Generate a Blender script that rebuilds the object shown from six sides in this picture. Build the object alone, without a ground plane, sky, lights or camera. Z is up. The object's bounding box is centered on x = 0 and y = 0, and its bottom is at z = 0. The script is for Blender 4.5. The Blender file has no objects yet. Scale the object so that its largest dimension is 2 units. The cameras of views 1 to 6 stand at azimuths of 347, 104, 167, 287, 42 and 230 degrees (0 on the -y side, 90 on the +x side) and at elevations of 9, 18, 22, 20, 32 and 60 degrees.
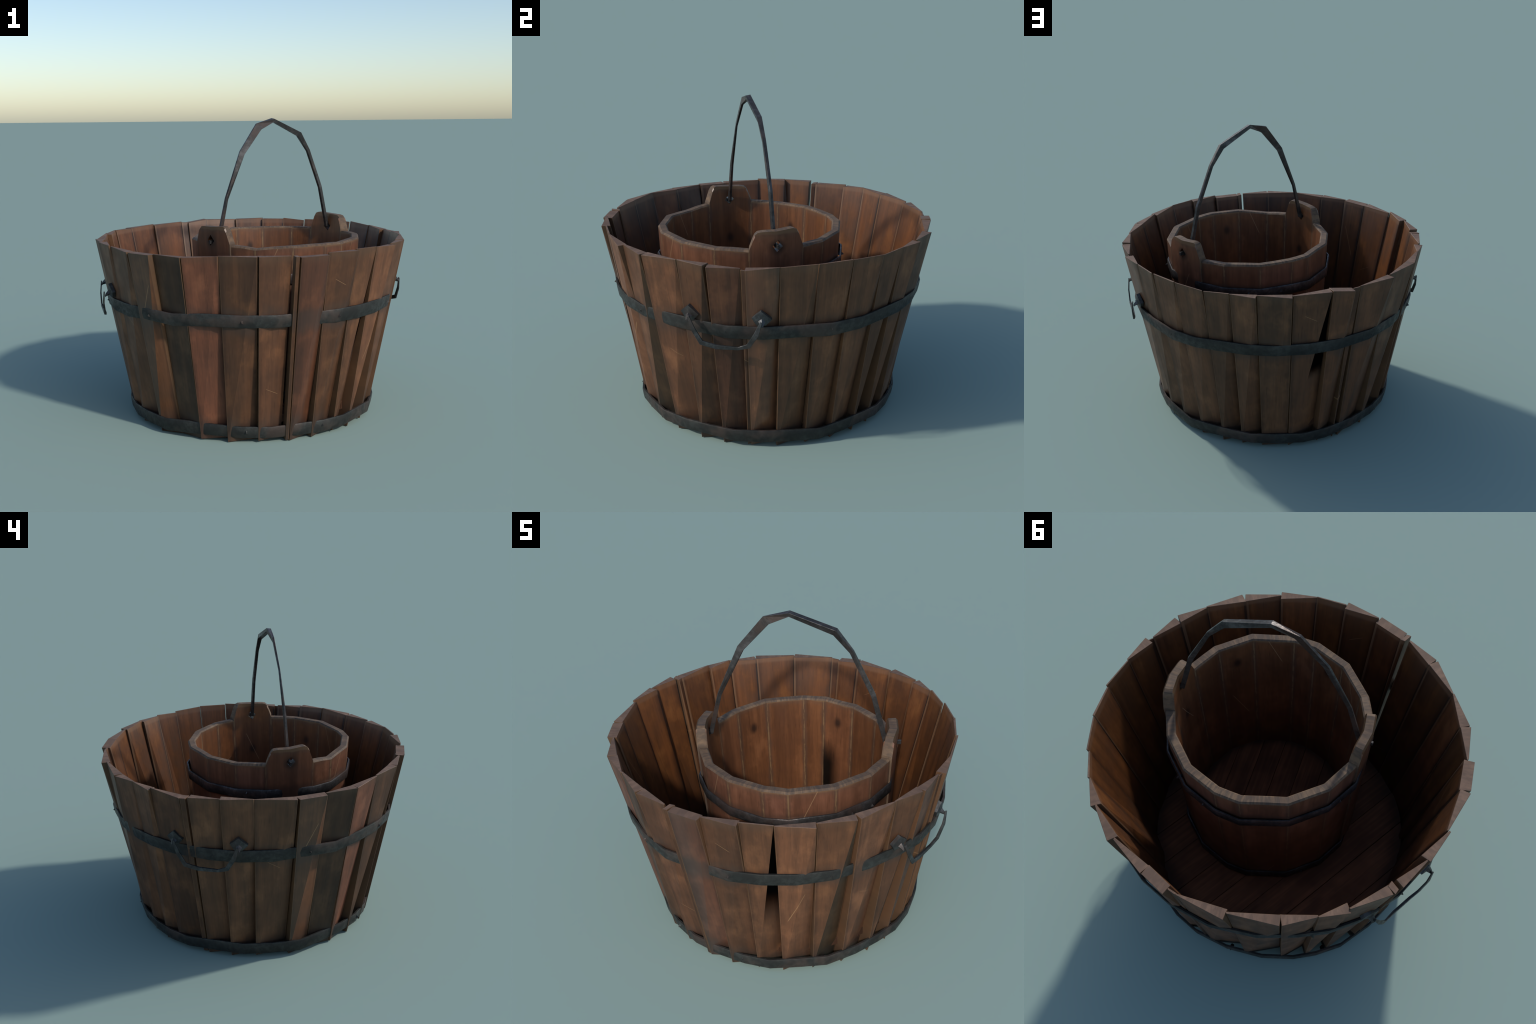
"""A tapered wooden washtub of loose, twisted staves with iron hoops and two drop
handles, and a smaller stave-built pail with a strap handle standing inside it."""
import bpy, bmesh, math, random
from mathutils import Vector, Matrix

rng = random.Random(7)
R2D = math.pi / 180.0


# ------------------------------------------------------------------ nodes
class Nodes:
    def __init__(self, name):
        self.mat = bpy.data.materials.new(name)
        self.mat.use_nodes = True
        self.t = self.mat.node_tree
        self.t.nodes.clear()
        self.out = self.t.nodes.new("ShaderNodeOutputMaterial")
        self.bsdf = self.t.nodes.new("ShaderNodeBsdfPrincipled")
        self.t.links.new(self.bsdf.outputs[0], self.out.inputs[0])

    def set(self, sock, v):
        if v is None:
            return
        if hasattr(v, "is_output"):
            self.t.links.new(v, sock)
        elif isinstance(v, (tuple, list)) and len(v) == 3 and sock.type == "RGBA":
            sock.default_value = (*v, 1.0)
        else:
            sock.default_value = v

    def math(self, op, a, b=None, c=None, clamp=False):
        n = self.t.nodes.new("ShaderNodeMath")
        n.operation = op
        n.use_clamp = clamp
        self.set(n.inputs[0], a)
        self.set(n.inputs[1], b)
        self.set(n.inputs[2], c)
        return n.outputs[0]

    def remap(self, v, a, b, lo=0.0, hi=1.0, smooth=True):
        n = self.t.nodes.new("ShaderNodeMapRange")
        n.interpolation_type = "SMOOTHSTEP" if smooth else "LINEAR"
        for i, x in enumerate((v, a, b, lo, hi)):
            self.set(n.inputs[i], x)
        return n.outputs[0]

    def mix(self, f, a, b, mode="MIX"):
        n = self.t.nodes.new("ShaderNodeMix")
        n.data_type = "RGBA"
        n.blend_type = mode
        self.set(n.inputs[0], f)
        self.set(n.inputs[6], a)
        self.set(n.inputs[7], b)
        return n.outputs[2]

    def coord(self):
        return self.t.nodes.new("ShaderNodeTexCoord").outputs["Object"]

    def xyz(self, v):
        n = self.t.nodes.new("ShaderNodeSeparateXYZ")
        self.set(n.inputs[0], v)
        return n.outputs

    def vec(self, x, y, z):
        n = self.t.nodes.new("ShaderNodeCombineXYZ")
        for i, v in enumerate((x, y, z)):
            self.set(n.inputs[i], v)
        return n.outputs[0]

    def noise(self, vec, scale=1.0, detail=3.0, rough=0.55, dist=0.0):
        n = self.t.nodes.new("ShaderNodeTexNoise")
        self.set(n.inputs["Vector"], vec)
        n.inputs["Scale"].default_value = scale
        n.inputs["Detail"].default_value = detail
        n.inputs["Roughness"].default_value = rough
        n.inputs["Distortion"].default_value = dist
        return n.outputs[0]

    def rand(self):
        return self.t.nodes.new("ShaderNodeObjectInfo").outputs["Random"]

    def prop(self, name):
        n = self.t.nodes.new("ShaderNodeAttribute")
        n.attribute_type = "OBJECT"
        n.attribute_name = '["%s"]' % name
        return n.outputs["Fac"]

    def finish(self, color, rough, height=None, bump=0.15, metal=0.0, spec=0.5):
        self.set(self.bsdf.inputs["Base Color"], color)
        self.set(self.bsdf.inputs["Roughness"], rough)
        self.set(self.bsdf.inputs["Metallic"], metal)
        self.set(self.bsdf.inputs["Specular IOR Level"], spec)
        if height is not None:
            b = self.t.nodes.new("ShaderNodeBump")
            b.inputs["Strength"].default_value = bump
            b.inputs["Distance"].default_value = 0.004
            self.set(b.inputs["Height"], height)
            self.t.links.new(b.outputs[0], self.bsdf.inputs["Normal"])
        return self.mat


def stave_coords(n):
    """Tangential, radial and height position of a point on a stave, from its own heading."""
    x, y, z = n.xyz(n.coord())
    m = n.prop("heading")
    c, s = n.math("COSINE", m), n.math("SINE", m)
    t = n.math("SUBTRACT", n.math("MULTIPLY", y, c), n.math("MULTIPLY", x, s))
    r = n.math("ADD", n.math("MULTIPLY", x, c), n.math("MULTIPLY", y, s))
    off = n.math("MULTIPLY", n.rand(), 37.0)
    return t, r, z, off


def wood_color(n, t, z, off, dark, mid, light):
    grain = n.noise(n.vec(n.math("MULTIPLY", n.math("ADD", t, off), 55.0), off, n.math("MULTIPLY", z, 3.0)), 1.0, 4.0, 0.65, 0.4)
    streak = n.noise(n.vec(n.math("MULTIPLY", n.math("ADD", t, off), 14.0), off, n.math("MULTIPLY", z, 0.9)), 1.0, 3.0, 0.5, 0.3)
    cloud = n.noise(n.vec(n.math("MULTIPLY", n.math("ADD", t, off), 7.0), off, n.math("MULTIPLY", z, 5.0)), 1.0, 5.0, 0.6)
    f = n.remap(n.math("ADD", n.math("MULTIPLY", streak, 0.55), n.math("MULTIPLY", cloud, 0.45)), 0.34, 0.66)
    col = n.mix(f, dark, mid)
    col = n.mix(n.remap(cloud, 0.5, 0.75, 0.0, 0.75), col, light)
    col = n.mix(n.remap(grain, 0.35, 0.7, 0.28, 0.0), col, n.mix(1.0, col, (0.35, 0.33, 0.32), "MULTIPLY"))
    fleck = n.noise(n.vec(n.math("MULTIPLY", n.math("ADD", t, off), 130.0), off, n.math("MULTIPLY", z, 11.0)), 1.0, 2.0, 0.5)
    col = n.mix(n.remap(fleck, 0.60, 0.72, 0.0, 0.38), col, n.mix(1.0, col, (0.42, 0.38, 0.36), "MULTIPLY"))
    col = n.mix(n.remap(fleck, 0.40, 0.27, 0.0, 0.30), col, n.mix(1.0, col, (1.5, 1.45, 1.35), "MULTIPLY"))
    return col, grain, cloud


def seam(n, t, r):
    hw = n.math("MULTIPLY", r, n.prop("half_tan"))
    return n.math("SUBTRACT", hw, n.math("ABSOLUTE", t))


def scratches(n, col, t, z, off, tint):
    """A pair of thin pale knife scratches whose place differs on each stave."""
    fr = lambda k: n.math("FRACT", n.math("MULTIPLY", off, k))
    for k, slope, ln in ((1.7, 0.45, 0.11), (2.9, -1.8, 0.022)):
        z0 = n.math("MULTIPLY_ADD", fr(k), 1.0, 0.1)
        dz = n.math("SUBTRACT", z, z0)
        d = n.math("ABSOLUTE", n.math("SUBTRACT", t, n.math("MULTIPLY", dz, slope)))
        line = n.remap(d, 0.0012, 0.003, 1.0, 0.0)
        seg = n.remap(n.math("ABSOLUTE", dz), ln * 0.8, ln, 1.0, 0.0)
        use = n.math("GREATER_THAN", fr(k + 2.3), 0.72)
        f = n.math("MULTIPLY", n.math("MULTIPLY", line, seg), n.math("MULTIPLY", use, 0.55))
        col = n.mix(f, col, tint)
    return col


def make_outer_wood(name, shade=(1, 1, 1), gap_shade_z=None, soft=0.11, polish=False):
    n = Nodes(name)
    t, r, z, off = stave_coords(n)
    col, grain, cloud = wood_color(n, t, z, off, (0.090, 0.042, 0.021), (0.156, 0.066, 0.030), (0.220, 0.099, 0.044))
    col = n.mix(1.0, col, n.vec(n.prop("shade"), n.prop("shade"), n.prop("shade")), "MULTIPLY")
    # some staves lean to red, some to a grey olive
    tone = n.prop("tone")
    col = n.mix(n.remap(tone, 0.5, 1.0), col, n.mix(1.0, col, (1.12, 0.92, 1.08), "MULTIPLY"))
    col = n.mix(n.remap(tone, 0.5, 0.0), col, n.mix(1.0, col, (0.62, 0.72, 0.78), "MULTIPLY"))
    # occlusion darkening painted along the two hoops and at the foot, muted top edge
    for zc, w, k in ((0.755, 0.10, 0.45), (0.05, 0.13, 0.55)):
        d = n.math("ABSOLUTE", n.math("SUBTRACT", z, zc))
        d = n.math("ADD", d, n.math("MULTIPLY", n.math("SUBTRACT", cloud, 0.5), 0.12))
        col = n.mix(n.remap(d, 0.03, w, k, 0.0), col, (0.045, 0.034, 0.028))
    col = n.mix(n.remap(z, 1.07, 1.14, 0.0, 0.35), col, (0.10, 0.066, 0.042))
    e = seam(n, t, r)
    col = n.mix(n.remap(n.math("ADD", e, n.math("MULTIPLY", n.math("SUBTRACT", cloud, 0.5), 0.04)), 0.0, 0.028, 0.55, 0.0), col, n.mix(1.0, col, (0.52, 0.50, 0.50), "MULTIPLY"))  # contact shade between neighbouring staves, drawn into the base colour
    col = n.mix(n.remap(e, 0.001, 0.005, 0.28, 0.0), col, (0.21, 0.12, 0.062))
    col = scratches(n, col, t, z, off, (0.40, 0.23, 0.11))
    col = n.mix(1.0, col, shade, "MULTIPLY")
    if gap_shade_z is not None:
        f = n.remap(n.math("ADD", z, n.math("MULTIPLY", n.math("SUBTRACT", cloud, 0.5), 0.10)), gap_shade_z - soft, gap_shade_z + 0.02)
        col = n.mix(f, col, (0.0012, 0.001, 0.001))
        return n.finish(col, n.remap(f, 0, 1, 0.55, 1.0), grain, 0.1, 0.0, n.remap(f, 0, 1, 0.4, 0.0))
    if polish:
        return n.finish(col, n.remap(cloud, 0.3, 0.7, 0.46, 0.35), grain, 0.08, 0.0, 0.55)
    return n.finish(col, n.remap(cloud, 0.3, 0.7, 0.62, 0.48), grain, 0.14, 0.0, 0.36)


def make_inner_wood():
    n = Nodes("washtub_inner_wood")
    t, r, z, off = stave_coords(n)
    col, grain, cloud = wood_color(n, t, z, off, (0.092, 0.035, 0.012), (0.155, 0.055, 0.017), (0.205, 0.082, 0.027))
    tone = n.prop("tone")
    col = n.mix(n.remap(tone, 0.5, 1.0), col, n.mix(1.0, col, (1.12, 1.05, 1.25), "MULTIPLY"))
    col = n.mix(1.0, col, n.vec(n.prop("shade"), n.prop("shade"), n.prop("shade")), "MULTIPLY")
    e = seam(n, t, r)
    col = n.mix(n.remap(n.math("ADD", e, n.math("MULTIPLY", n.math("SUBTRACT", cloud, 0.5), 0.03)), 0.004, 0.034, 0.6, 0.0), col, n.mix(1.0, col, (0.45, 0.42, 0.40), "MULTIPLY"))
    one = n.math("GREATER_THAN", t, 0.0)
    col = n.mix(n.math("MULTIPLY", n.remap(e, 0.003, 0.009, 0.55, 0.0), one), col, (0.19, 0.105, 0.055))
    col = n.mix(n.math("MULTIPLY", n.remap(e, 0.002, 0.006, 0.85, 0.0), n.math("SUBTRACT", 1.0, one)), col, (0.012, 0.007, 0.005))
    # worn pale lip, interior shade tinted in, deepening toward the floor
    col = n.mix(n.remap(z, 1.095, 1.112, 0.0, 0.5), col, (0.165, 0.085, 0.046))
    low_shade = n.remap(n.math("ADD", z, n.math("MULTIPLY", n.math("SUBTRACT", cloud, 0.5), 0.35)), 0.0, 0.85, 0.80, 0.0)
    col = n.mix(low_shade, col, (0.028, 0.012, 0.006))
    col = scratches(n, col, t, z, off, (0.34, 0.18, 0.085))
    return n.finish(col, n.remap(cloud, 0.3, 0.7, 0.52, 0.36), grain, 0.12, 0.0, 0.5)


def make_end_grain(name, a, b, stain, amount):
    """Sawn end: streaks cross the wall, stained in patches."""
    n = Nodes(name)
    c = n.coord()
    x, y, z = n.xyz(c)
    ang = n.math("ARCTAN2", y, x)
    rad = n.math("SQRT", n.math("ADD", n.math("POWER", x, 2.0), n.math("POWER", y, 2.0)))
    k = n.noise(c, 9.0, 4.0, 0.6)
    g = n.noise(n.vec(n.math("MULTIPLY", n.math("COSINE", ang), 34.0), n.math("MULTIPLY", n.math("SINE", ang), 34.0), n.math("MULTIPLY", rad, 9.0)), 1.0, 4.0, 0.65)
    col = n.mix(n.remap(k, 0.35, 0.65), a, b)
    col = n.mix(n.remap(g, 0.40, 0.62, amount, 0.0), col, stain)
    return n.finish(col, 0.68, g, 0.18, 0.0, 0.25)


def make_pail_wood(name, inside):
    n = Nodes(name)
    t, r, z, off = stave_coords(n)
    if inside:
        cols = ((0.115, 0.046, 0.020), (0.195, 0.078, 0.032), (0.24, 0.102, 0.045))
    else:
        cols = ((0.125, 0.055, 0.030), (0.215, 0.092, 0.050), (0.27, 0.125, 0.07))
    col, grain, cloud = wood_color(n, t, z, off, *cols)
    tone = n.prop("tone")
    col = n.mix(n.remap(tone, 0.5, 1.0), col, n.mix(1.0, col, (1.0, 1.0, 1.12), "MULTIPLY"))
    col = n.mix(n.remap(tone, 0.5, 0.0), col, n.mix(1.0, col, (0.80, 0.74, 0.66), "MULTIPLY"))
    # distance from the nearest seam: dark smudge, then a rubbed ochre edge
    hw = n.math("MULTIPLY", r, n.prop("half_tan"))
    edge = n.math("SUBTRACT", hw, n.math("ABSOLUTE", t))
    wob = n.noise(n.vec(off, n.math("MULTIPLY", t, 10.0), n.math("MULTIPLY", z, 16.0)), 1.0, 3.0)
    e2 = n.math("ADD", edge, n.math("MULTIPLY", n.math("SUBTRACT", wob, 0.5), 0.03))
    col = n.mix(n.remap(e2, 0.004, 0.024, 0.6, 0.0), col, (0.075, 0.046, 0.032))
    rub = n.math("MULTIPLY", n.remap(edge, 0.0025, 0.006, 1.0, 0.0), n.remap(wob, 0.38, 0.6, 0.05, 0.7))
    col = n.mix(rub, col, (0.25, 0.155, 0.075))
    # rim rubbed pale, with a grey-blue stain under it
    zz = n.math("ADD", n.math("SUBTRACT", z, n.prop("lip")), n.math("MULTIPLY", n.math("SUBTRACT", wob, 0.5), 0.03))
    col = n.mix(n.remap(zz, -0.045, -0.014, 0.0, 0.35), col, (0.10, 0.065, 0.045))
    col = n.mix(n.remap(zz, -0.020, -0.008, 0.0, 0.5), col, (0.21, 0.13, 0.07))
    if inside:
        g = n.remap(n.math("ADD", z, n.math("MULTIPLY", n.math("SUBTRACT", cloud, 0.5), 0.3)), 0.08, n.math("ADD", 0.54, n.prop("painted_shadow")), 0.66, 0.0)  # loss of light down inside the pail, mixed in as near-black
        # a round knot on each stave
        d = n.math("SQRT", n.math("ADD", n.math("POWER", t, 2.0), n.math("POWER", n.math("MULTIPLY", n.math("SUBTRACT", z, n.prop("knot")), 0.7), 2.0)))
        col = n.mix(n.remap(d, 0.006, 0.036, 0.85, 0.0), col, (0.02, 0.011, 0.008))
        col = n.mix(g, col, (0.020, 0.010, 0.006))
        rot = n.math("MULTIPLY", n.remap(n.math("ADD", z, n.math("MULTIPLY", n.math("SUBTRACT", cloud, 0.5), 0.10)), 0.70, 0.93, 1.0, 0.0), n.remap(t, -0.035, 0.055))  # black shadow low on one stave, painted as a colour mask
        col = n.mix(n.math("MULTIPLY", rot, n.math("MULTIPLY", n.prop("painted_shadow"), 4.4), None, True), col, (0.002, 0.0015, 0.001))
    else:
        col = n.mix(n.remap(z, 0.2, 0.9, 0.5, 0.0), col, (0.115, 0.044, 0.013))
        ear = n.math("GREATER_THAN", n.prop("lip"), 1.2)
        d = n.math("SQRT", n.math("ADD", n.math("POWER", t, 2.0), n.math("POWER", n.math("SUBTRACT", z, 1.145), 2.0)))
        col = n.mix(n.math("MULTIPLY", n.remap(d, 0.02, 0.06, 0.8, 0.0), ear), col, (0.030, 0.020, 0.016))
        col = n.mix(n.remap(n.math("ABSOLUTE", n.math("SUBTRACT", z, 0.94)), 0.03, 0.07, 0.5, 0.0), col, (0.04, 0.026, 0.02))
    col = scratches(n, col, t, z, off, (0.38, 0.23, 0.12))
    return n.finish(col, n.remap(cloud, 0.3, 0.7, 0.44, 0.30), grain, 0.10)


def make_floor_wood():
    n = Nodes("floor_wood")
    x, y, z = n.xyz(n.coord())
    off = n.math("MULTIPLY", n.rand(), 37.0)
    g = n.noise(n.vec(n.math("MULTIPLY", x, 45.0), n.math("MULTIPLY", y, 2.5), off), 1.0, 4.0)
    c = n.noise(n.vec(n.math("MULTIPLY", x, 4.0), n.math("MULTIPLY", y, 4.0), off), 1.0, 4.0)
    col = n.mix(n.remap(c, 0.35, 0.65), (0.140, 0.058, 0.028), (0.225, 0.090, 0.042))
    col = n.mix(n.remap(g, 0.4, 0.7, 0.4, 0.0), col, (0.02, 0.011, 0.008))
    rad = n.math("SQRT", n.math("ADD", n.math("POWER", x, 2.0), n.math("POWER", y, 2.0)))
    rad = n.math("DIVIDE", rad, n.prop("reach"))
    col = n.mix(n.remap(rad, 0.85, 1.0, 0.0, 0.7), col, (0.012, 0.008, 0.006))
    return n.finish(col, 0.7, g, 0.15, 0.0, 0.2)


def make_iron(name, a, b, metal, rough, rust=0.25):
    n = Nodes(name)
    c = n.coord()
    k = n.noise(c, 7.0, 4.0, 0.6)
    g = n.noise(c, 34.0, 4.0, 0.65)
    col = n.mix(n.remap(k, 0.35, 0.65), a, b)
    col = n.mix(n.remap(g, 0.42, 0.62, 0.5, 0.0), col, (0.016, 0.015, 0.014))
    q = n.noise(c, 4.3, 3.0, 0.6)
    col = n.mix(n.remap(q, 0.52, 0.66, 0.0, rust), col, (0.095, 0.062, 0.050))
    return n.finish(col, n.remap(g, 0.3, 0.7, rough + 0.16, rough - 0.08), g, 0.4, metal, 0.35)


M_OUT = make_outer_wood("washtub_outer_wood")
M_DARK = make_outer_wood("washtub_shade_darkened_wood", (0.50, 0.62, 0.62))  # multiplied down and greener for a facet turned from the sun
M_GAP_SOFT = make_outer_wood("washtub_soft_gap_shadow_paint", gap_shade_z=0.64, soft=0.34)
M_GAP_HARD = make_outer_wood("washtub_hard_gap_shadow_paint", gap_shade_z=0.59)
M_POL = make_outer_wood("washtub_polished_wood", polish=True)
M_IN = make_inner_wood()
M_END = make_end_grain("stave_end_grain", (0.150, 0.090, 0.060), (0.20, 0.122, 0.082), (0.085, 0.056, 0.042), 0.5)
M_PEND = make_end_grain("pail_rim_wood", (0.112, 0.070, 0.044), (0.180, 0.115, 0.068), (0.055, 0.042, 0.035), 0.65)
M_POUT = make_pail_wood("pail_outer_wood", False)
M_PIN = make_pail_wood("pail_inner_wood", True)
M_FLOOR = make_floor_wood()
M_IRON = make_iron("hoop_iron", (0.023, 0.0235, 0.022), (0.044, 0.045, 0.042), 0.22, 0.50, 0.45)
M_BAIL = make_iron("handle_iron", (0.046, 0.048, 0.048), (0.085, 0.088, 0.090), 0.5, 0.42, 0.3)
M_PIRON = make_iron("pail_iron", (0.045, 0.043, 0.043), (0.095, 0.090, 0.090), 0.50, 0.38, 0.5)


# ------------------------------------------------------------------ helpers
def empty(name, loc, label, category):
    o = bpy.data.objects.new(name, None)
    o.location = loc
    o.empty_display_size = 0.1
    bpy.context.collection.objects.link(o)
    o["label"] = label
    o["category"] = category
    return o


def add(name, verts, faces, mats, parent, origin=(0, 0, 0), slots=None, smooth=False, bevel=0.0, angle=40):
    me = bpy.data.meshes.new(name)
    me.from_pydata([tuple(v) for v in verts], [], faces)
    for m in mats:
        me.materials.append(m)
    if slots:
        for p, s in zip(me.polygons, slots):
            p.material_index = s
    bm = bmesh.new()
    bm.from_mesh(me)
    bmesh.ops.recalc_face_normals(bm, faces=bm.faces)
    if bevel:
        es = [e for e in bm.edges if len(e.link_faces) == 2 and e.calc_face_angle(0) > angle * R2D]
        bmesh.ops.bevel(bm, geom=es, offset=bevel, segments=1, affect="EDGES", profile=0.5, clamp_overlap=True)
    bm.to_mesh(me)
    bm.free()
    if smooth:
        me.shade_smooth()
        me.set_sharp_from_angle(angle=38 * R2D)
    o = bpy.data.objects.new(name, me)
    bpy.context.collection.objects.link(o)
    if parent is not None:
        o.parent = parent
        if parent.type == "EMPTY":
            o.location = Vector(origin) - parent.location
        else:
            o.location = origin
    return o


def pol(th, r, z):
    return Vector((r * math.cos(th * R2D), r * math.sin(th * R2D), z))


# ------------------------------------------------------------------ washtub
tub = empty("wooden_washtub", (0, 0, 0), "weathered tapered tub of loose brown staves with two iron hoops", "washtub")

# each stave: lower-angle top corner (angle, radius, z), higher-angle top corner,
# radius of its hidden higher-angle foot, tone (0 olive .. 1 red), special facet
STAVES = [
    (-4.8, .999, 1.127, 5.3, .971, 1.126, 0.718, .72, None),
    (5.6, .972, 1.118, 7.0, .978, 1.118, 0.772, .40, None),
    (7.1, .997, 1.122, 17.3, .973, 1.133, 0.718, .62, "round"),
    (17.6, .968, 1.131, 29.2, .980, 1.142, 0.712, .25, None),
    (29.6, .971, 1.138, 40.9, .981, 1.143, 0.718, .42, None),
    (41.2, .977, 1.140, 52.8, .983, 1.134, 0.715, .45, None),
    (53.1, .973, 1.127, 62.5, .982, 1.139, 0.685, .35, None),
    (62.8, .975, 1.134, 71.9, 1.002, 1.132, 0.708, .40, None),
    (72.3, .980, 1.139, 84.0, 1.004, 1.131, 0.765, .30, None),
    (84.6, .975, 1.132, 98.0, .988, 1.137, 0.698, .40, "crack"),  # gap shadow
    (98.4, .986, 1.141, 106.5, 1.000, 1.121, 0.718, .48, None),
    (106.9, .968, 1.124, 109.5, .972, 1.126, 0.725, .40, None),
    (109.8, .973, 1.131, 124.5, 1.000, 1.125, 0.718, .42, None),
    (125.0, .969, 1.133, 139.6, .998, 1.129, 0.715, .30, None),
    (140.2, .996, 1.126, 150.0, .974, 1.135, 0.718, .45, None),
    (150.4, .976, 1.136, 159.1, .992, 1.125, 0.718, .40, None),
    (159.2, .975, 1.135, 172.0, .996, 1.120, 0.730, .42, None),
    (172.4, 1.000, 1.122, 174.1, .988, 1.120, 0.770, .40, None),
    (175.15, .998, 1.131, 185.8, .978, 1.134, 0.718, .40, None),
    (186.1, .990, 1.134, 197.3, .981, 1.137, 0.712, .38, None),
    (197.4, .968, 1.131, 211.7, .999, 1.125, 0.720, .30, None),
    (212.6, .997, 1.123, 222.3, .998, 1.124, 0.734, .40, "lit"),
    (223.1, .968, 1.127, 234.5, .999, 1.124, 0.765, .12, None),
    (234.9, .995, 1.123, 246.9, .971, 1.134, 0.715, .85, None),
    (247.2, .967, 1.136, 259.9, .996, 1.134, 0.715, .45, None),
    (260.5, .994, 1.134, 271.5, .969, 1.132, 0.720, .62, None),
    (272.45, .996, 1.129, 273.8, .989, 1.128, 0.776, .45, None),
    (274.3, .995, 1.124, 284.3, .996, 1.126, 0.722, .80, "round"),
    (284.8, .976, 1.139, 296.3, .996, 1.134, 0.718, .55, None),
    (296.6, .973, 1.141, 306.7, .980, 1.138, 0.698, .50, "split"),
    (306.9, .980, 1.135, 318.6, 1.001, 1.124, 0.708, .60, None),
    (319.1, .975, 1.132, 330.5, 1.001, 1.126, 0.698, .48, "dark"),
    (331.6, 1.001, 1.128, 344.2, .975, 1.137, 0.698, .62, None),
    (344.6, .971, 1.136, 354.1, .999, 1.134, 0.708, .48, None),
]
FOOT_R = 0.776
OPEN_SEAMS = (29.4, 41.0, 52.95, 174.6, 271.9)   # where daylight shows between two staves
THICK = 0.053


def build_stave(i, spec):
    la, lr, lz, ha, hr, hz, fr, tone, special = spec
    before = STAVES[i - 1]
    gap_lo = (la - before[3]) % 360
    gap_hi = (STAVES[(i + 1) % len(STAVES)][0] - ha) % 360
    mid = 0.5 * (la + ha)
    fz = 0.0 if i % 3 == 0 else rng.uniform(0.0, 0.010)
    # a stave is split wedge-wise: a corner that stands out is thick, one that
    # stays in is feather thin; inside, neighbours close up on each other
    thick = lambda r: THICK if r > .985 else .007
    narrow = ha - la < 4
    is_open = lambda a: min(abs(a - q) for q in OPEN_SEAMS) < .6
    slack = lambda a: .1 if a < 90 else 0.0
    grow_lo = slack(la) if is_open(la) else 0.55 * gap_lo + .12
    grow_hi = slack(ha) if is_open(ha) else 0.55 * gap_hi + .12
    step_lo, step_hi = rng.uniform(0, .012), rng.uniform(0, .012)
    tl, th = pol(la, lr, lz), pol(ha, hr, hz)
    foot = FOOT_R - .040 if abs(la - 223.1) < .1 else FOOT_R   # one stave has slipped inward
    bl, bh = pol(la, foot, fz), pol(ha, fr, fz + rng.uniform(0, .006))
    itl, ith = pol(la - grow_lo, lr - thick(lr) - step_lo * .4, lz), pol(ha + grow_hi, hr - thick(hr) - step_hi * .4, hz)
    ibl = pol(la - grow_lo, min(foot - .04, before[6] - .012) - step_lo, fz + .001)
    ibh = pol(ha + grow_hi + .3, fr - .008 - step_hi, fz + .001)
    # outer face is two triangles creased from the high top corner to the low foot
    v = [tl, th, bl, bh, itl, ith, ibl, ibh]
    f = [(0, 2, 1), (1, 2, 3), (4, 5, 6), (5, 7, 6), (0, 1, 5, 4), (2, 6, 7, 3), (0, 4, 6, 2), (1, 3, 7, 5)]
    t2 = {"dark": 3, "split": 4, "crack": 5}.get(special, 0)  # facets with coloured-in shade; split is a black gap shadow on solid wood
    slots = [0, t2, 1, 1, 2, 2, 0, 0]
    soft = special in ("round", "lit")
    o = add("stave", v, f, [M_POL if soft else M_OUT, M_IN, M_END, M_DARK, M_GAP_SOFT, M_GAP_HARD], tub, slots=slots, bevel=0 if soft else .0016, angle=42)
    if soft:
        # normals turned on flat faces: sunward brightening of "lit", light gradient across "round"
        me = o.data
        me.shade_smooth()
        norms = []
        for p in me.polygons:
            for li in p.loop_indices:
                k = me.loops[li].vertex_index
                nn = p.normal.copy()
                if special == "round" and p.index in (0, 1):
                    nn = Matrix.Rotation((-26 if k in (0, 2) else 14) * R2D, 3, "Z") @ nn
                elif special == "lit" and p.index == 1:
                    nn = Matrix.Rotation((62 if k == 2 else 50) * R2D, 3, "Z") @ nn
                norms.append(nn)
        me.normals_split_custom_set(norms)
    o["heading"] = mid * R2D
    o["half_tan"] = math.tan(.5 * (ha - la) * R2D)
    o["tone"] = tone
    o["shade"] = rng.uniform(.70, 1.18)
    return o


for i, s in enumerate(STAVES):
    build_stave(i, s)


def build_hoop(name, parent, origin, ring, zc, height, thick, mat, wob, seed, tilt=0.0):
    """Band of flat iron: ring = list of (angle, outer radius at the middle, taper per metre)."""
    rr = random.Random(seed)
    v, f = [], []
    N = len(ring)
    for a, r, tap in ring:
        dz = rr.uniform(-wob, wob) - tilt * math.cos((a - 205) * R2D)
        h = height * 0.5 * rr.uniform(0.93, 1.05)
        z0, z1 = zc - h + dz, zc + h + dz
        prof = [(r - tap * h - .003, z0), (r - tap * h * .8 + .001, z0 + .006), (r + .002, zc + dz), (r + tap * h * .8 + .001, z1 - .006),
                (r + tap * h - .003, z1), (r + tap * h - thick, z1), (r - tap * h - thick, z0)]
        v += [pol(a, q, z) for q, z in prof]
    P = 7
    for i in range(N):
        j = (i + 1) % N
        for k in range(P):
            m = (k + 1) % P
            f.append((i * P + k, j * P + k, j * P + m, i * P + m))
    return add(name, v, f, [mat], parent, origin, smooth=True)


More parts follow.
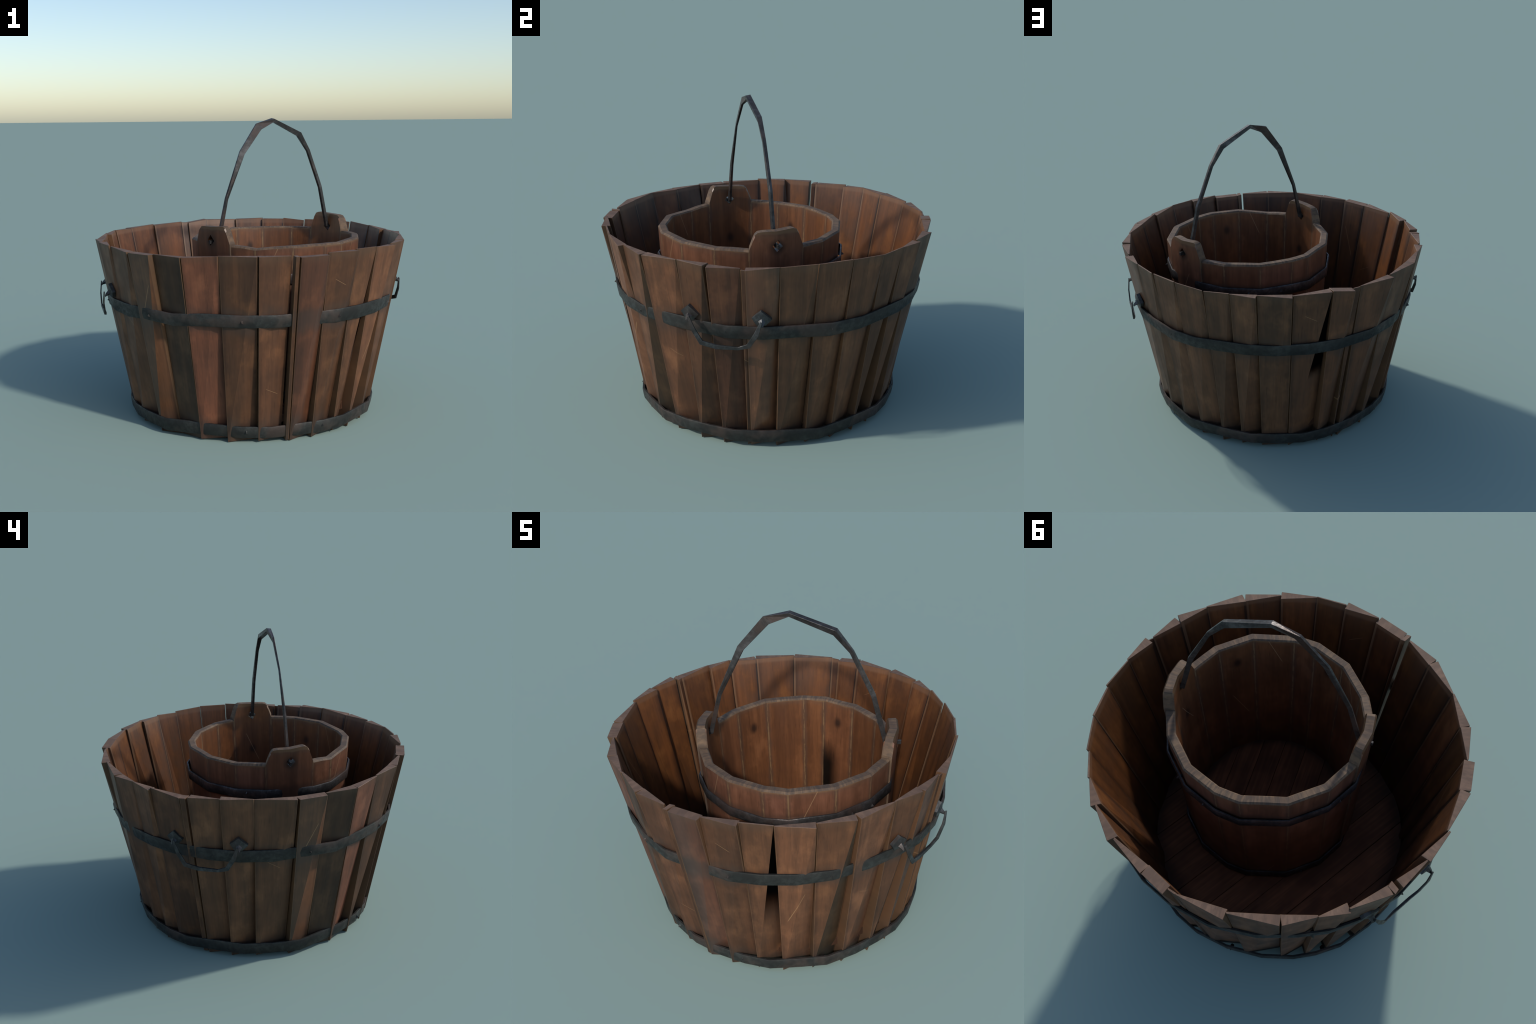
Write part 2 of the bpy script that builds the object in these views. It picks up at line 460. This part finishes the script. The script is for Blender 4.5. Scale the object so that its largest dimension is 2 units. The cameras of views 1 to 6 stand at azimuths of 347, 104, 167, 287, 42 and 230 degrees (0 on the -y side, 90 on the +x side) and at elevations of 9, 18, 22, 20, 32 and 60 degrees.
def build_rivet(parent, th, r, z, size, mat):
    """Small hand-cut pyramid nail head."""
    out, up = pol(th, 1, 0), Vector((0, 0, 1))
    side = up.cross(out)
    c = pol(th, r - .006, z)
    k = [c + side * size * .8 - up * size * .9, c + side * size * .7 + up * size * .5, c - side * size * .1 + up * size * 1.3, c - side * size * .9 - up * size * .7]
    tip = c + out * (size * .9 + .006) - up * size * .25
    v = k + [tip, *[p - out * .02 for p in k]]
    f = [(0, 1, 4), (1, 2, 4), (2, 3, 4), (3, 0, 4), (0, 5, 6, 1), (1, 6, 7, 2), (2, 7, 8, 3), (3, 8, 5, 0), (5, 8, 7, 6)]
    return add("nail_head", v, f, [mat], parent)


wide = [s for s in STAVES if s[3] - s[0] > 4]
upper, lower = [], []
for s in wide:
    mid = .5 * (s[0] + s[3])
    k = 0.755 / 1.13
    face = FOOT_R + (0.5 * (s[1] + s[4]) - FOOT_R) * k
    r = (0.931 if 0 < mid < 125 else 0.9265) + rng.uniform(-.003, .003)
    if abs(mid - 279.3) < 1:      # this stave stands proud and hides the band
        r = 0.903
    if abs(mid - 337.9) < 1 or abs(mid - 145.1) < 1:
        r = 0.917
    upper.append((mid, r, 0.20))
    tight = 1 if 225 < mid < 300 else 0      # the low band bites in between these staves
    lower.append((mid, 0.7995 - .0165 * tight + rng.uniform(-.004, .006), 0.18))
hoop_a = build_hoop("hoop", tub, (0, 0, 0), upper, .756, .078, .013, M_IRON, .008, 3)
hoop_b = build_hoop("hoop", tub, (0, 0, 0), lower, .066, .076, .014, M_IRON, .008, 5)
for th in (0, 35.5, 79, 118, 150, 182, 218, 254.5, 291, 324):
    build_rivet(hoop_a, th, .926, .757, .0135, M_IRON)
for th in (0, 39, 79, 119, 158, 199, 218, 255.2, 290, 324):
    build_rivet(hoop_b, th, .790, .068, .0125, M_IRON)


# ---- floor boards, running along y
def build_floor(parent, origin, radius, z, thick, width, turn, sides, wobble):
    n = int(2 * radius / width) + 2
    xs = [-radius]
    x = -radius + width * .55
    while x < radius - width * .3:
        xs.append(x)
        x += width * (1 + rng.uniform(-wobble, wobble))
    xs.append(radius)
    for a, b in zip(xs, xs[1:]):
        a2, b2 = a + .0012, b - .0012
        pts = []
        m = 8
        for i in range(m + 1):
            xx = a2 + (b2 - a2) * i / m
            pts.append((xx, math.sqrt(max(radius * radius - xx * xx, 1e-6))))
        ring = pts + [(x, -y) for x, y in reversed(pts)]
        c, s = math.cos(turn), math.sin(turn)
        dz = rng.uniform(-.002, .002)
        top = [Vector((x, y, z + dz)) for x, y in ring]
        bot = [Vector((x, y, z - thick)) for x, y in ring]
        k = len(ring)
        f = [tuple(range(k)), tuple(reversed(range(k, 2 * k)))] + [(i, (i + 1) % k, k + (i + 1) % k, k + i) for i in range(k)]
        o = add("floor_board", top + bot, f, [M_FLOOR], parent, origin, bevel=.0015, angle=60)
        o.rotation_euler = (0, 0, turn)
        o["reach"] = radius


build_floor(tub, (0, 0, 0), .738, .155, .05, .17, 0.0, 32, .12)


# ---- drop handles on two opposite sides
def sweep(points, sections):
    """Box section swept along points; sections = (half_a, half_b, a_axis, b_axis) per point."""
    v, f = [], []
    for p, (ha, hb, A, B) in zip(points, sections):
        v += [p + A * ha + B * hb, p - A * ha + B * hb, p - A * ha - B * hb, p + A * ha - B * hb]
    n = len(points)
    for i in range(n - 1):
        for k in range(4):
            m = (k + 1) % 4
            f.append((i * 4 + k, i * 4 + m, i * 4 + 4 + m, i * 4 + 4 + k))
    f += [(3, 2, 1, 0), tuple(n * 4 - 4 + k for k in range(4))]
    return v, f


def path_frames(points, normal, widths, depths):
    secs = []
    for i, p in enumerate(points):
        d = (points[min(i + 1, len(points) - 1)] - points[max(i - 1, 0)]).normalized()
        side = normal.cross(d).normalized()
        secs.append((widths[i] * .5, depths[i] * .5, side, normal))
    return secs


def build_drop_handle(sign):
    turn = Matrix.Rotation(0 if sign > 0 else math.pi, 4, "Z")
    # bail: bent strap hanging from the two noses, a little clear of the hoop
    yz = [(-.197, .838), (-.165, .764), (-.124, .695), (-.045, .674), (.075, .676), (.132, .697), (.176, .768), (.201, .838)]
    X = [.960, .968, .966, .956, .954, .960, .968, .964]
    pts = [turn @ Vector((x, y, z)) for x, (y, z) in zip(X, yz)]
    out = (turn @ Vector((1, 0, 0))).normalized()
    w = [.012, .024, .028, .024, .016, .026, .027, .012]
    d = [.007, .008, .009, .013, .014, .011, .009, .007]
    v, f = sweep(pts, path_frames(pts, out, w, d))
    bail = add("side_handle", v, f, [M_BAIL], tub, bevel=.0012, angle=30)
    for th in (-12.0, 12.0):
        out = pol(th, 1, -.20).normalized()
        side = Vector((0, 0, 1)).cross(out).normalized()
        up = out.cross(side)
        c = pol(th, .948, .842)
        # bent iron plate with a raised nose
        corner = [side * -.054 + up * .004, side * -.004 + up * .046, side * .052 - up * .002, side * .018 - up * .040, side * -.026 - up * .044]
        k = len(corner)
        base = [c + q for q in corner]
        back = [p - out * .02 for p in base]
        ring1 = [c + q * .36 + out * .010 - up * .008 for q in corner]
        ring2 = [c + q * .20 + out * .030 - up * .016 for q in corner]
        tip = [c + q * .13 + out * .038 - up * .024 for q in corner]
        vs = back + base + ring1 + ring2 + tip
        fs = []
        for r in range(4):
            for i in range(k):
                j = (i + 1) % k
                fs.append((r * k + i, r * k + j, r * k + k + j, r * k + k + i))
        fs += [tuple(reversed(range(k))), tuple(range(4 * k, 5 * k))]
        vs = [turn @ q for q in vs]
        add("handle_plate", vs, fs, [M_BAIL], bail, smooth=True)


build_drop_handle(1)
build_drop_handle(-1)

# ------------------------------------------------------------------ pail
PC = Vector((.156, -.066, .155))
pail = empty("wooden_pail", PC, "smaller brown stave pail with two eared staves and strap handle", "bucket")
PO = (PC.x, PC.y, 0)
SEAMS = [14.0, 46.4, 63.0, 87.0, 109.5, 123.7, 150.0, 173.5]
SEAMS += [a + 180 for a in SEAMS]
P_TOP, P_FOOT, P_Z0, P_Z1, P_TH = .5445, .497, .157, 1.133, .050


def wall_r(z):
    return P_FOOT + (P_TOP - P_FOOT) * (z - P_Z0) / (P_Z1 - P_Z0)


def build_pail_stave(i, a0, a1, ear, dz0, dz1):
    mid = .5 * (a0 + a1)
    half = .5 * (a1 - a0)
    if ear:
        cols = [a0, a0 + 2.3, a0 + 3.4, a0 + 4.9, a0 + 7.5, mid, a1 - 9.5, a1 - 6.2, a1 - 4.2, a1 - 3.0, a1]
        tops = [1.142, 1.196, 1.216, 1.228, 1.232, 1.234, 1.239, 1.241, 1.234, 1.216, 1.140]
    else:
        cols = [a0, mid, a1]
        tops = [P_Z1 + dz0, P_Z1 + .4 * (dz0 + dz1) + rng.uniform(-.002, .003), P_Z1 + dz1]
    proud = .009 if ear else 0.0
    v, f, slots, kind = [], [], [], []
    levels = [0.0, .25, .5, .75, .93, 1.0]
    A, B = pol(a0, 1, 0), pol(a1, 1, 0)
    Mm = pol(mid, 1.0 if ear else math.cos(half * R2D), 0)
    per = None
    for a, top in zip(cols, tops):
        # point on the faceted plan
        if a <= mid:
            q = (a - a0) / (mid - a0)
            d = A.lerp(Mm, q)
        else:
            q = (a - mid) / (a1 - mid)
            d = Mm.lerp(B, q)
        col = []
        ch = .010
        for l in levels:
            z = P_Z0 + (top - ch - P_Z0) * l
            col.append(d * (wall_r(z) + proud) + Vector((0, 0, z)))
        rt = wall_r(top)
        col.append(d * (rt + proud - .009) + Vector((0, 0, top)))
        col.append(d * (rt - P_TH + .007) + Vector((0, 0, top)))
        for l in reversed(levels):
            z = P_Z0 + (top - ch * .8 - P_Z0) * l
            col.append(d * (wall_r(z) - P_TH) + Vector((0, 0, z)))
        per = len(col)
        v += col
    nc = len(cols)
    L = len(levels)
    for c in range(nc - 1):
        for k in range(per):
            m = (k + 1) % per
            f.append((c * per + k, c * per + per + k, c * per + per + m, c * per + m))
            if k < L - 1:
                slots.append(0); kind.append(1)
            elif k < L + 2 - 0:
                slots.append(2 if not ear or k == L or not (0 < c < nc - 2) else (0 if k < L else 1)); kind.append(0)
            elif k < per - 1:
                slots.append(1); kind.append(-1)
            else:
                slots.append(0); kind.append(2)
    f.append(tuple(range(per))); slots.append(2 if ear else 0); kind.append(2)
    f.append(tuple(reversed(range((nc - 1) * per, nc * per)))); slots.append(2 if ear else 0); kind.append(2)
    name = "ear_stave" if ear else "stave"
    o = add(name, v, f, [M_POUT, M_PIN, M_PEND], pail, PO, slots=slots)
    me = o.data
    if ear:
        # hole for the strap
        out = pol(mid, 1, 0)
        side = Vector((0, 0, 1)).cross(out)
        hc = out * (.52) + Vector((0, 0, 1.152))
        shape = [side * .031 - Vector((0, 0, .004)), side * .004 + Vector((0, 0, .034)), side * -.028 + Vector((0, 0, .002)), side * -.004 - Vector((0, 0, .034))]
        hv = [hc + q - out * .12 for q in shape] + [hc + q + out * .12 for q in shape]
        cut = add("cutter", hv, [(0, 1, 2, 3), (7, 6, 5, 4), (0, 4, 5, 1), (1, 5, 6, 2), (2, 6, 7, 3), (3, 7, 4, 0)], [M_PIN], pail, PO)
        md = o.modifiers.new("hole", "BOOLEAN")
        md.object = cut
        md.solver = "EXACT"
        bpy.context.view_layer.update()
        ev = o.evaluated_get(bpy.context.evaluated_depsgraph_get())
        me2 = bpy.data.meshes.new_from_object(ev)
        o.modifiers.clear()
        o.data = me2
        me = me2
        bpy.data.objects.remove(cut)
    # round shading on the wall: normals point out from (or in to) the pail's axis
    me.shade_smooth()
    norms = []
    for p in me.polygons:
        pn = p.normal
        for li in p.loop_indices:
            co = me.vertices[me.loops[li].vertex_index].co
            rad = Vector((co.x, co.y, 0)).normalized()
            d = pn.dot(rad)
            if p.material_index == 0 and d > .6:
                norms.append((rad + Vector((0, 0, -.05))).normalized())
            elif p.material_index == 1 and d < -.6:
                norms.append((-rad + Vector((0, 0, .05))).normalized())
            else:
                norms.append(pn.copy())
    me.normals_split_custom_set(norms)
    o["heading"] = mid * R2D
    o["half_tan"] = math.tan(half * R2D)
    o["tone"] = rng.uniform(.15, .95)
    o["painted_shadow"] = .22 if abs(a0 - 87.0) < .1 else 0.0
    o["lip"] = 1.232 if ear else P_Z1
    o["knot"] = .90 if ear else {87.0: 1.0, 150.0: .985}.get(round(a0 % 180, 1), 3.0)
    return o


DZ = [rng.uniform(-.005, .004) - (.015 if abs(a - 243) < 1 else 0) for a in SEAMS]
for i, a in enumerate(SEAMS):
    b = SEAMS[i + 1] if i + 1 < len(SEAMS) else SEAMS[0] + 360
    ear = abs((a % 180) - 14.0) < .1
    build_pail_stave(i, a, b, ear, DZ[i], DZ[(i + 1) % len(SEAMS)])

ph = [(a, .5505 + rng.uniform(-.004, .008), .05) for a in SEAMS]
pail_hoop = build_hoop("hoop", pail, PO, ph, .942, .064, .010, M_PIRON, .007, 11, .010)
pl = [(a, .5125 + rng.uniform(-.002, .003), .05) for a in SEAMS]
pail_hoop2 = build_hoop("hoop", pail, PO, pl, .197, .068, .010, M_PIRON, .004, 13)
for th in (79, 101, 181, 340, 354):
    build_rivet(pail_hoop, th, .553, .945, .010, M_PIRON)
for th in (60, 110, 160, 340):
    build_rivet(pail_hoop2, th, .513, .198, .009, M_PIRON)
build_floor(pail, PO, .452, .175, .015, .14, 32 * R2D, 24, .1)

# strap handle in the plane through both ears
ax = pol(30.2, 1, 0)
nrm = Vector((0, 0, 1)).cross(ax).normalized()
HP = [(-.562, 1.140), (-.512, 1.142), (-.486, 1.150), (-.420, 1.395), (-.288, 1.672), (-.146, 1.832), (-.022, 1.872), (.214, 1.780), (.300, 1.672), (.416, 1.425), (.486, 1.152), (.512, 1.148), (.572, 1.150)]
HW = [.022, .022, .026, .022, .038, .050, .022, .034, .022, .027, .026, .022, .022]   # in the plane
HD = [.014, .016, .017, .014, .012, .013, .030, .028, .020, .016, .018, .016, .014]   # across it
TW = [0, 0, 6, 12, -14, -12, 10, 16, 8, -8, -6, 0, 0]                                 # twist in degrees
hp = [ax * s + Vector((0, 0, z)) for s, z in HP]
secs = path_frames(hp, nrm, HW, HD)
for i, (a, b, A, B) in enumerate(secs):
    d = A.cross(B)
    rot = Matrix.Rotation(TW[i] * R2D, 3, d)
    secs[i] = (a, b, rot @ A, rot @ B)
hv, hf = sweep(hp, secs)
add("handle", hv, hf, [M_PIRON], pail, PO, bevel=.001, angle=30)
